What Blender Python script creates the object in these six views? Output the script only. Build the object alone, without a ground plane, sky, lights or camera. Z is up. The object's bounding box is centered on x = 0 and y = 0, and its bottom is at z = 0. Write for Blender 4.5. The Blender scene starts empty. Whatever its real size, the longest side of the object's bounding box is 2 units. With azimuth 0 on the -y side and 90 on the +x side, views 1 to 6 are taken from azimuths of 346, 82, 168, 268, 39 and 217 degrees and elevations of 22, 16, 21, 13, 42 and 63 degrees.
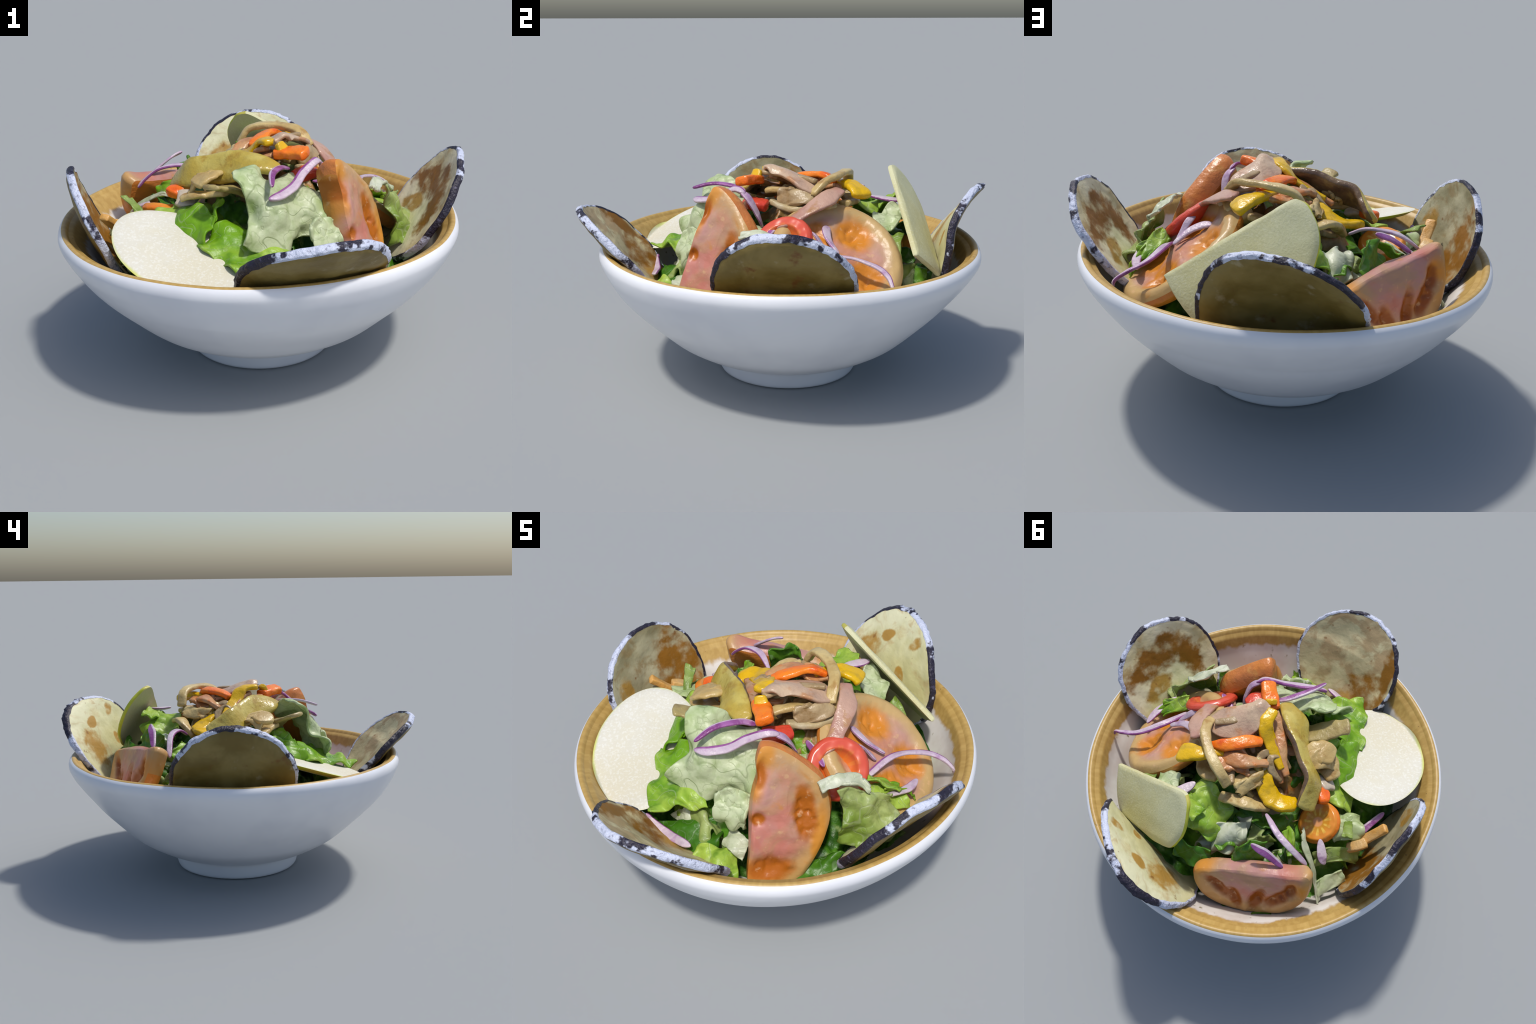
"""A bowl of mixed salad: white bowl with an ochre rim, four fried aubergine slices,
pear slices, tomato slices, fried mushroom and pepper strips, red onion and lettuce."""
import bpy, math, random
import numpy as np
from mathutils import noise, Vector, Matrix

AXIS = np.array([-0.016, 0.03])            # centre of the bowl
TAU = 2 * math.pi
SC = bpy.context.scene.collection
# inner profile of the bowl (radius, height)
WELL = .022                                 # the inside sits a little off centre
INNER = np.array([(0.0, .20), (.20, .205), (.40, .25), (.55, .305), (.66, .378), (.735, .458), (.79, .533), (.833, .594), (.863, .640), (.90, .662), (.93, .66)])

# ------------------------------------------------------------------ helpers: numbers
def unit(v):
    v = np.asarray(v, float)
    return v / (np.linalg.norm(v) + 1e-12)

def nz(p, scale=1.0, seed=0.0):
    return noise.noise(Vector((p[0] * scale + seed, p[1] * scale - seed * .7, p[2] * scale + seed * 1.3)))

def fbm(p, scale=1.0, seed=0.0, octaves=3):
    return sum(nz(p, scale * 2 ** o, seed + 7 * o) * .5 ** o for o in range(octaves))

def spline(P, n):
    """Catmull-Rom through the rows of P, n samples, roughly uniform in arc length."""
    P = np.asarray(P, float)
    if len(P) == 2:
        t = np.linspace(0, 1, n)[:, None]
        return P[0] * (1 - t) + P[1] * t
    Q = np.vstack([2 * P[0] - P[1], P, 2 * P[-1] - P[-2]])
    out = []
    for i in range(1, len(Q) - 2):
        a, b, c, d = Q[i - 1:i + 3]
        t = np.linspace(0, 1, 24, endpoint=False)[:, None]
        out.append(.5 * (2 * b + (c - a) * t + (2 * a - 5 * b + 4 * c - d) * t ** 2 + (3 * b - a - 3 * c + d) * t ** 3))
    S = np.vstack(out + [P[-1:]])
    L = np.concatenate([[0], np.cumsum(np.linalg.norm(np.diff(S[:, :3], axis=0), axis=1))])
    u = np.linspace(0, L[-1], n)
    return np.stack([np.interp(u, L, S[:, k]) for k in range(S.shape[1])], 1)

# ------------------------------------------------------------------ helpers: nodes
class Mat:
    def __init__(self, name, rough=.5, spec=.4):
        self.m = bpy.data.materials.new(name)
        self.m.use_nodes = True
        self.t = self.m.node_tree
        self.b = self.t.nodes["Principled BSDF"]
        self.b.inputs["Roughness"].default_value = rough
        self.b.inputs["Specular IOR Level"].default_value = spec
        self.co = self.t.nodes.new("ShaderNodeTexCoord").outputs["Object"]

    def put(self, sock, v):
        if isinstance(v, bpy.types.NodeSocket):
            self.t.links.new(v, sock)
        elif isinstance(v, tuple) and sock.type == "RGBA":
            sock.default_value = (*v[:3], 1)
        else:
            sock.default_value = v

    def node(self, kind, ins=(), **props):
        n = self.t.nodes.new(kind)
        for k, v in props.items():
            setattr(n, k, v)
        for k, v in dict(ins).items():
            self.put(n.inputs[k], v)
        return n

    def math(self, op, a, b=0.0, clamp=False):
        return self.node("ShaderNodeMath", {0: a, 1: b}, operation=op, use_clamp=clamp).outputs[0]

    def xyz(self, vec=None):
        return self.node("ShaderNodeSeparateXYZ", {0: vec or self.co}).outputs

    def at(self, seed=0.0, scale=(1, 1, 1)):
        return self.node("ShaderNodeMapping", {"Vector": self.co, "Location": (seed, seed * .37, -seed * .61), "Scale": scale}).outputs[0]

    def noise(self, scale, detail=4, seed=0.0, stretch=(1, 1, 1), rough=.55, distort=0.0):
        return self.node("ShaderNodeTexNoise", {"Vector": self.at(seed, stretch), "Scale": scale, "Detail": detail, "Roughness": rough, "Distortion": distort}).outputs["Fac"]

    def voronoi(self, scale, feature="F1", seed=0.0, stretch=(1, 1, 1)):
        return self.node("ShaderNodeTexVoronoi", {"Vector": self.at(seed, stretch), "Scale": scale}, feature=feature).outputs["Distance"]

    def step(self, v, lo, hi):
        """0 below lo, 1 above hi (lo may exceed hi)."""
        return self.node("ShaderNodeMapRange", {"Value": v, "From Min": lo, "From Max": hi, "To Min": 0.0, "To Max": 1.0}, interpolation_type="SMOOTHSTEP").outputs[0] if lo < hi else \
            self.math("SUBTRACT", 1.0, self.step(v, hi, lo))

    def mix(self, f, a, b):
        n = self.t.nodes.new("ShaderNodeMix")
        n.data_type = "RGBA"
        self.put(n.inputs[0], f)
        self.put(n.inputs[6], a)
        self.put(n.inputs[7], b)
        return n.outputs[2]

    def ellipse(self, cx, cy, rx, ry, rot=0.0, soft=.35, rag=.25, scale=9, seed=0.0):
        """soft-edged, ragged ellipse in the local x-y plane"""
        x, y, _ = self.xyz()
        c, s = math.cos(rot), math.sin(rot)
        dx, dy = self.math("SUBTRACT", x, cx), self.math("SUBTRACT", y, cy)
        u = self.math("DIVIDE", self.math("ADD", self.math("MULTIPLY", dx, c), self.math("MULTIPLY", dy, s)), rx)
        v = self.math("DIVIDE", self.math("SUBTRACT", self.math("MULTIPLY", dy, c), self.math("MULTIPLY", dx, s)), ry)
        d = self.math("SQRT", self.math("ADD", self.math("MULTIPLY", u, u), self.math("MULTIPLY", v, v)))
        if rag:
            d = self.math("ADD", d, self.math("MULTIPLY", self.math("SUBTRACT", self.noise(scale, 4, seed + cx * 9), .5), rag * 4))
        return self.step(d, 1 + soft, 1 - soft)

    def col(self, c):
        self.put(self.b.inputs["Base Color"], c)
        self.c = c
        return self

    def bump(self, h, strength=.4, dist=.01):
        self.put(self.b.inputs["Normal"], self.node("ShaderNodeBump", {"Height": h, "Strength": strength, "Distance": dist}).outputs[0])
        return self

    def translucent(self, fac, colour=None):
        tr = self.node("ShaderNodeBsdfTranslucent", {"Color": colour or self.c})
        mx = self.node("ShaderNodeMixShader", {0: fac, 1: self.b.outputs[0], 2: tr.outputs[0]})
        self.put(self.t.nodes["Material Output"].inputs[0], mx.outputs[0])
        return self

# ------------------------------------------------------------------ helpers: objects
def mesh_object(name, verts, faces, mats, slots=None, smooth=True, frame=None, parent=None):
    me = bpy.data.meshes.new(name)
    me.from_pydata([tuple(v) for v in verts], [], [tuple(int(i) for i in f) for f in faces])
    for m in mats:
        me.materials.append(m.m)
    if slots is not None:
        me.polygons.foreach_set("material_index", np.asarray(slots, np.int32))
    me.polygons.foreach_set("use_smooth", np.full(len(me.polygons), smooth))
    me.update()
    o = bpy.data.objects.new(name, me)
    SC.objects.link(o)
    if parent is not None:
        o.parent = parent
    if frame is not None:
        o.matrix_local = frame
    if name not in ("salad_bowl", "lettuce_bed", "peel"):
        keep_in_bowl(o)
    return o

def keep_in_bowl(o):
    """lift whatever would poke through the bowl wall up onto its inner surface"""
    n = len(o.data.vertices)
    co = np.empty(n * 3)
    o.data.vertices.foreach_get("co", co)
    M = np.array((o.parent.matrix_basis @ o.matrix_basis) if o.parent else o.matrix_basis)
    W = co.reshape(-1, 3) @ M[:3, :3].T + M[:3, 3]
    r = np.hypot(W[:, 0] - AXIS[0] - WELL * np.clip((.63 - W[:, 2]) / .08, 0, 1), W[:, 1] - AXIS[1])
    lim = np.interp(r, INNER[:, 0], INNER[:, 1]) + .004
    low = W[:, 2] < lim
    if low.any():
        W[low, 2] = lim[low]
        Mi = np.linalg.inv(M)
        o.data.vertices.foreach_set("co", (W @ Mi[:3, :3].T + Mi[:3, 3]).ravel())
        o.data.update()

def label(o, text, category):
    o["label"], o["category"] = text, category
    return o

def empty(name, frame, text, category):
    o = bpy.data.objects.new(name, None)
    o.empty_display_size = .05
    SC.objects.link(o)
    o.matrix_world = frame
    return label(o, text, category)

def frame_of(c, x, y, n):
    return Matrix(((x[0], y[0], n[0], c[0]), (x[1], y[1], n[1], c[1]), (x[2], y[2], n[2], c[2]), (0, 0, 0, 1)))

def grid_faces(rows, cols, wrap=False, base=0, flip=False):
    i, j = np.meshgrid(np.arange(rows - 1), np.arange(cols if wrap else cols - 1), indexing="ij")
    a = base + i * cols + j
    b = base + i * cols + (j + 1) % cols
    f = np.stack([a, b, b + cols, a + cols], -1).reshape(-1, 4)
    return f[:, ::-1] if flip else f

# ------------------------------------------------------------------ the bowl
def inner_z(r):
    return float(np.interp(r, INNER[:, 0], INNER[:, 1]))

def build_bowl():
    outer = [(.0, .012), (.28, .012), (.300, .002), (.328, .0), (.343, .007), (.352, .04), (.358, .082), (.374, .094), (.435, .113), (.51, .15),
             (.59, .20), (.648, .25), (.70, .30), (.752, .35), (.80, .40), (.842, .45), (.879, .50), (.909, .55), (.928, .595), (.932, .618), (.928, .636), (.922, .649), (.913, .658)]
    rim = [(.908, .662), (.897, .662), (.888, .655), (.879, .643)]
    inner = INNER[:-2][::-1].tolist()
    prof = np.vstack([spline(outer, 120), spline(rim, 9), spline(inner, 60)])
    n = 192
    V = []
    for r, z in prof:
        for k in range(n):
            a = TAU * k / n
            p = (math.cos(a), math.sin(a), z * 2)
            wob = 1 + (.006 * nz(p, 1.4, 3) + .0025 * nz(p, 4, 8)) * min(1, r / .4)
            zz = z + (.008 * nz(p, 1.2, 11) + .002 * nz(p, 6, 5)) * (z > .56) * min(1, (z - .56) / .08)
            out = len(V) < 120 * n
            slim = 1 - (float(np.interp(z, [.09, .13, .3, .42, .52, .60, .64], [0, .003, .004, .008, .009, .004, 0])) if out else 0) / max(r, .3)
            dy = float(np.interp(z, [.05, .3, .45, .60], [-.006, -.008, -.014, 0])) if out else 0.0
            dx = 0.0 if out else WELL * max(0, min(1, (.63 - z) / .08))
            V.append((AXIS[0] + dx + r * slim * wob * math.cos(a), AXIS[1] + dy + r * slim * wob * math.sin(a), max(zz, 0)))
    F = grid_faces(len(prof), n, wrap=True)
    split = 120
    slots = np.repeat([0 if i < split - 1 else 1 for i in range(len(prof) - 1)], n)
    white = Mat("white_glaze", .28, .5)
    white.col(white.mix(white.step(white.noise(2.5, 3), .45, .7), (.80, .81, .84), (.74, .75, .79)))
    inside = Mat("ochre_glaze", .42, .4)
    x, y, z = inside.xyz()
    ang = inside.math("ARCTAN2", inside.math("SUBTRACT", y, float(AXIS[1])), inside.math("SUBTRACT", x, float(AXIS[0])))
    polar = inside.node("ShaderNodeCombineXYZ", {0: ang, 1: inside.math("MULTIPLY", z, .8), 2: 0.0}).outputs[0]
    def pn(scale, detail=3):
        return inside.node("ShaderNodeTexNoise", {"Vector": polar, "Scale": scale, "Detail": detail}).outputs["Fac"]
    edge = inside.math("ADD", z, inside.math("ADD", inside.math("MULTIPLY", inside.math("SUBTRACT", pn(16, 6), .5), .06), inside.math("MULTIPLY", inside.math("SUBTRACT", pn(2.2), .5), .05)))
    band = inside.step(edge, .566, .590)
    streak = inside.step(pn(34, 5), .35, .7)
    ochre = inside.mix(streak, (.45, .285, .08), (.54, .36, .115))
    ochre = inside.mix(inside.step(inside.math("ADD", edge, inside.math("MULTIPLY", pn(5), .03)), .61, .57), ochre, (.42, .25, .08))
    ochre = inside.mix(inside.step(inside.noise(38, 3, 4), .71, .76), ochre, (.16, .09, .04))
    pale = inside.mix(inside.step(inside.noise(5, 4), .4, .65), (.74, .71, .67), (.64, .58, .53))
    pale = inside.mix(inside.step(inside.noise(26, 4, 9, (1, 1, .4)), .64, .72), pale, (.30, .26, .17))
    rimline = inside.step(inside.math("ADD", z, inside.math("MULTIPLY", inside.math("SUBTRACT", pn(9, 4), .5), .012)), .676, .680)
    inside.col(inside.mix(band, pale, inside.mix(rimline, ochre, (.34, .22, .09))))
    inside.bump(pn(20, 3), .08, .004)
    o = mesh_object("salad_bowl", V, F, [white, inside], slots)
    return label(o, "white footed ceramic bowl with an ochre glazed rim", "salad bowl")

# ------------------------------------------------------------------ aubergine slices
def aubergine_flesh(i, base, pale, tan, patches, tanlo=.5):
    m = Mat("aubergine_flesh", .55, .35)
    c = m.mix(m.step(m.noise(4, 4, i * 3.1), .38, .62), base, pale)
    c = m.mix(m.math("MULTIPLY", m.step(m.noise(9, 5, 20 + i, distort=.6), tanlo, tanlo + .16), .75), c, tan)
    for p in patches:
        cx, cy, rx, ry, rot, dark = p
        c = m.mix(m.math("MULTIPLY", m.ellipse(cx, cy, rx, ry, rot, .22, .5, 9, i), m.step(m.noise(11, 4, i + 5), .25, .55)), c, (.26, .11, .010) if dark else (.42, .24, .05))
    c = m.mix(m.math("MULTIPLY", m.step(m.noise(17, 5, 40 + i), .64, .72), .7), c, (.22, .09, .02))
    m.col(c).bump(m.noise(45, 4), .35, .006)
    return m

def aubergine_back(i):
    m = Mat("aubergine_back_shade_baked", .5, .4)
    c = m.mix(m.step(m.noise(5, 4, 60 + i, distort=.5), .35, .65), (.17, .115, .022), (.26, .19, .055))  # browns darkened: the unlit outer side's shade is baked into them
    c = m.mix(m.step(m.noise(9, 5, 80 + i), .6, .72), c, (.17, .07, .015))
    c = m.mix(m.math("MULTIPLY", m.step(m.noise(14, 5, 90 + i), .6, .74), .5), c, (.42, .36, .22))
    return m.col(c).bump(m.noise(40, 4), .35, .006)

def aubergine_skin():
    m = Mat("aubergine_skin", .45, .5)
    f = m.math("ADD", m.noise(5, 3, 3), m.math("MULTIPLY", m.math("SUBTRACT", m.noise(30, 5, 5), .5), .34))
    c = m.mix(m.step(f, .505, .555), (.018, .014, .03), (.58, .62, .76))
    c = m.mix(m.math("MULTIPLY", m.step(m.noise(45, 4, 8), .58, .66), .55), c, (.10, .09, .16))
    return m.col(c).bump(m.noise(70, 4), .8, .01)

SKIN = aubergine_skin()

def aubergine(i, c, U, V, a, b, k, flesh, dish=.045, thick=.044):
    U, V = unit(U), unit(V)
    N = np.cross(U, V)
    fr = frame_of(c, U, V, N)
    o = empty("aubergine_slice", fr, "round fried aubergine slice, cream flesh, frosted dark skin", "aubergine slice")
    seg, rings = 160, 48
    h = thick / 2
    def height(u, v):
        z = k[0] * u * u + k[1] * v * v * (1 if v > 0 else .25) + k[2] * u * v
        q2 = min(1.0, (u / a) ** 2 + (v / b) ** 2)
        return z - dish * (1 - q2) ** .8
    M3 = np.array(fr)[:3, :3]
    O3 = np.asarray(c, float)
    def rest(u, v):
        """lift (local vector) that keeps the slice lying on the bowl wall instead of in it"""
        W = O3 + M3 @ np.array((u, v, height(u, v)))
        dz = inner_z(math.hypot(W[0] - AXIS[0] - WELL * min(1, max(0, (.63 - W[2]) / .08)), W[1] - AXIS[1])) + .018 - W[2]
        return M3.T @ np.array((0, 0, .5 * (dz + math.sqrt(dz * dz + .0010))))
    def rim(th):
        p = (math.cos(th), math.sin(th), 0)
        return 1 + .03 * nz(p, 1.6, i * 5) + .016 * nz(p, 7, i * 9) + .006 * nz(p, 22, i)
    ths = [TAU * s / seg for s in range(seg)]
    rims = [rim(t) for t in ths]
    def face(sign):
        P = []
        for r in range(rings + 1):
            q = (r / rings) ** .85
            for s, t in enumerate(ths):
                u, v = a * q * rims[s] * math.cos(t), b * q * rims[s] * math.sin(t)
                w = height(u, v)
                wr = .008 * fbm((u, v, 1), 7, i * 3, 2) + .001 * sign * nz((u, v, sign), 34, i)
                P.append(np.array((u, v, w + wr + sign * (h * (.6 + .4 * q * q) - .007 * max(0, (q - .88) / .12) ** 2))) + rest(u, v))
        return P
    top, bot = face(1), face(-1)
    nt = len(top)
    F = np.vstack([grid_faces(rings + 1, seg, True), grid_faces(rings + 1, seg, True, nt, True)])
    mesh_object("flesh", top + bot, F, [flesh, aubergine_back(i)], np.repeat([0, 1], len(F) // 2), parent=o)
    # skin: a ragged band wrapped round the cut edge, slightly proud of it
    P, rows = [], 11
    for r in range(rows):
        f = r / (rows - 1)
        ph = math.pi * (f - .5)
        for s, t in enumerate(ths):
            rag = .004 + .005 * nz((math.cos(t), math.sin(t), f), 9, i) if r in (0, rows - 1) else 0
            lump = .006 * fbm((math.cos(t), math.sin(t), f * .35), 12, i * 7, 3) * math.cos(ph)
            q = rims[s] + (.010 * math.cos(ph) + lump - rag - (.003 if r in (0, rows - 1) else 0)) / a
            u, v = a * q * math.cos(t), b * q * math.sin(t)
            P.append(np.array((u, v, height(u, v) + .008 * fbm((u, v, 1), 7, i * 3, 2) - (h - .004) * math.sin(ph))) + rest(u, v))
    mesh_object("skin", P, grid_faces(rows, seg, True, 0, True), [SKIN], parent=o)
    return o

# ------------------------------------------------------------------ flat slices with any outline (pear, tomato)
def slab(outline, depth_fn, thick, flesh, skin, parent, names=("flesh", "peel"), cut=None, bend=None, back_scale=1.0, shift=(0, 0), edge=.010, bulge=.0, seed=0, back_flesh=True):
    """outline: closed 2-D polygon (local). The face is at z=0 pushed by depth_fn(x, y); the wall goes down by thick.
    cut(x, y) -> True where the wall is bare flesh instead of skin."""
    O = spline(np.vstack([outline, outline[:1]]), 161)[:-1]
    seg, rings = len(O), 26
    C = O.mean(0)
    P = []
    for r in range(rings + 1):
        q = (r / rings) ** .8
        for s in range(seg):
            x, y = C + (O[s] - C) * q
            e = max(0, (q - .88) / .12)
            P.append((x, y, depth_fn(x, y) * (1 - e * e) - edge * .5 * e * e))
    nt = len(P)
    fl_faces = [grid_faces(rings + 1, seg, True)]
    wall, rows = [], 9
    def wpt(s, f):
        nrm = unit(O[s] - C)
        out = edge * .35 * math.sin(math.pi * f) + bulge * math.sin(math.pi * f) + .004 * fbm((*O[s], f * thick), 14, seed, 2)
        x, y = C + (O[s] - C) * (1 + (back_scale - 1) * f) + nrm * out + np.array(shift) * f
        return (x, y, -edge * .5 - (thick - edge) * f)
    for r in range(rows):
        for s in range(seg):
            wall.append(wpt(s, r / (rows - 1)) if r else P[-seg + s])
    wf = grid_faces(rows, seg, True)
    is_cut = np.array([bool(cut and cut(*((O[s] + O[(s + 1) % seg]) / 2))) for s in range(seg)] * (rows - 1))
    last = np.array(wall[-seg:])
    bc = last.mean(0)
    bot = []
    for r in range(9):
        q = 1 - r / 8
        for s in range(seg):
            x, y, z = bc + (last[s] - bc) * q
            bot.append((x, y, z - edge * .5 * min(1, r / 2)))
    bf = grid_faces(9, seg, True)
    # flesh object: face + cut walls + (flesh back)
    V = list(P) + wall + bot
    if bend:
        V = [(x, y, z + bend(x, y)) for x, y, z in V]
    Fl = [fl_faces[0], wf[is_cut] + nt]
    Sk = [wf[~is_cut] + nt]
    (Fl if back_flesh else Sk).append(bf + nt + len(wall))
    for nm, ff, mt in ((names[0], np.vstack(Fl), flesh), (names[1], np.vstack(Sk), skin)):
        used = np.unique(ff)
        remap = -np.ones(len(V), int)
        remap[used] = np.arange(len(used))
        mesh_object(nm, [V[i] for i in used], remap[ff], [mt], parent=parent)

def pear_materials(dull=False):
    m = Mat("pear_flesh", .6, .3)
    if dull:
        c = m.mix(m.step(m.noise(3, 3, 2), .35, .65), (.60, .59, .36), (.55, .52, .27))
        c = m.mix(m.math("MULTIPLY", m.step(m.noise(90, 2, 5), .5, .65), .3), c, (.70, .69, .50))
        return m.col(c).bump(m.noise(110, 2), .35, .004)
    c = m.mix(m.step(m.noise(3, 3, 2), .35, .65), (.67, .65, .56), (.66, .62, .48))
    c = m.mix(m.math("MULTIPLY", m.step(m.noise(90, 2, 5), .5, .65), .35), c, (.82, .83, .80))
    rim = m.math("SUBTRACT", 1.0, m.ellipse(0.0, 0.0, (.247), .345, 0, .04, .04, 6, 3))
    c = m.mix(rim, c, (.60, .63, .16))
    m.col(c).bump(m.noise(110, 2), .35, .004)
    p = Mat("pear_peel", .4, .4)
    p.col(p.mix(p.step(p.noise(5, 3), .45, .65), (.52, .56, .04), (.50, .42, .10)))
    return m, p

# ------------------------------------------------------------------ strips: lofted along a curve
def strip(name, path, width, thick, mats, text, category, up=(0, 0, 1), roll=0.0, n=64, prof=None, lump=.14, square=3.2, seed=1, split=None, taper=(.18, .18), parent=None):
    """width (number or per-control-point list) across, thick along the normal. split: cross-section angle range
    (in turns) that takes the second material."""
    path = np.asarray(path, float)
    k = len(path)
    w = np.broadcast_to(width, k) if not np.isscalar(width) else np.full(k, width)
    th = .64 * (np.broadcast_to(thick, k) if not np.isscalar(thick) else np.full(k, thick))
    ro = np.broadcast_to(roll, k) if not np.isscalar(roll) else np.full(k, roll)
    S = spline(np.column_stack([path, w, th, ro]), n)
    P = S[:, :3]
    T = np.gradient(P, axis=0)
    T /= np.linalg.norm(T, axis=1)[:, None] + 1e-12
    L = np.concatenate([[0], np.cumsum(np.linalg.norm(np.diff(P, axis=0), axis=1))])
    m = 24
    V = []
    for i in range(n):
        nrm = unit(np.asarray(up, float) - T[i] * np.dot(up, T[i]))
        side = np.cross(T[i], nrm)
        tw = S[i, 5] + .55 * nz(P[i], 5.5, seed + 2)
        c, s = math.cos(tw), math.sin(tw)
        nrm, side = nrm * c + side * s, side * c - nrm * s
        e0, e1 = L[i] / (S[i, 3] * taper[0] + 1e-6), (L[-1] - L[i]) / (S[i, 3] * taper[1] + 1e-6)
        cap = math.sqrt(max(0.0, 1 - (1 - min(1, e0)) ** 2)) * math.sqrt(max(0.0, 1 - (1 - min(1, e1)) ** 2))
        cap = max(cap, .04)
        for j in range(m):
            a = TAU * j / m
            ca, sa = math.cos(a), math.sin(a)
            ex = 2 / square
            x = math.copysign(abs(ca) ** ex, ca) * S[i, 3] / 2 * cap
            z = math.copysign(abs(sa) ** ex, sa) * S[i, 4] / 2 * (cap ** .5)
            p = P[i] + side * x + nrm * z
            g = 1 + lump * 1.6 * fbm(p, 11, seed, 2) + lump * .6 * nz(p, 34, seed)
            V.append(P[i] + side * x * g + nrm * z * g + nrm * lump * .12 * S[i, 3] * nz(p, 9, seed + 4))
    V += [P[0], P[-1]]
    F = [tuple(f) for f in grid_faces(n, m, True)]
    slots = []
    if split:
        for i in range(n - 1):
            for j in range(m):
                t = (j + .5) / m
                slots.append(1 if any(lo <= t < hi for lo, hi in split) else 0)
    for j in range(m):
        F.append((n * m, (j + 1) % m, j))
        F.append((n * m + 1, (n - 1) * m + j, (n - 1) * m + (j + 1) % m))
    if split:
        slots += [0] * (2 * m)
    o = mesh_object(name, V, F, mats, slots if split else None, parent=parent)
    return label(o, text, category) if text else o

def fried(name, a, b, c=None, scale=7, rough=.3, seed=0):
    m = Mat(name, rough, .5)
    col = m.mix(m.step(m.noise(scale, 4, seed, distort=.4), .35, .65), a, b)
    if c:
        col = m.mix(m.math("MULTIPLY", m.step(m.noise(scale * 1.7, 4, seed + 9), .55, .68), .8), col, c)
    col = m.mix(m.math("MULTIPLY", m.step(m.noise(22, 4, seed + 3), .55, .72), .3), col, tuple(v * .5 for v in a))
    return m.col(col).bump(m.noise(36, 4, seed), .5, .010)

# ------------------------------------------------------------------ lettuce
def leaf_material(name, deep, mid, pale, lo, hi, vein=.5, seed=0, vein_light=True):
    m = Mat(name, .38, .45)
    c = m.mix(m.step(m.noise(3.2, 4, seed), lo, hi), mid, pale)
    c = m.mix(m.step(m.noise(5, 4, seed + 5), .55, .75), c, deep)
    def thread(scale, wide, sd):          # thin meandering veins
        return m.step(m.math("ABSOLUTE", m.math("SUBTRACT", m.noise(scale, 2, sd), .5)), wide, 0.0)
    veins = m.math("MAXIMUM", thread(4.5, .014, seed), m.math("MULTIPLY", thread(10, .018, seed + 6), .6))
    c = m.mix(m.math("MULTIPLY", veins, vein), c, tuple(min(1, .5 * p + .28) for p in pale) if vein_light else tuple(p * .5 for p in mid))
    c = m.mix(m.math("MULTIPLY", m.step(m.noise(32, 3, seed + 2), .45, .7), .3), c, deep)
    m.col(c).bump(m.math("SUBTRACT", m.noise(13, 5, seed), m.math("MULTIPLY", veins, .15)), .55, .014)
    return m.translucent(.22)

PALE = leaf_material("lettuce_pale", (.28, .42, .10), (.44, .57, .22), (.64, .71, .45), .32, .56, .5, 1, False)
BRIGHT = leaf_material("lettuce_bright", (.07, .24, .006), (.20, .43, .012), (.46, .64, .09), .42, .66, .4, 2)
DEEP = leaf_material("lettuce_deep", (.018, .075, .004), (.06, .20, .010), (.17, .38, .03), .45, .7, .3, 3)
WHITE = leaf_material("lettuce_white", (.34, .42, .18), (.56, .62, .40), (.72, .75, .58), .35, .6, .3, 4)
OLIVE = leaf_material("lettuce_olive", (.09, .16, .015), (.23, .35, .05), (.46, .55, .20), .4, .65, .35, 5)
LEAVES = {"p": PALE, "b": BRIGHT, "d": DEEP, "w": WHITE, "o": OLIVE}

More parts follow.
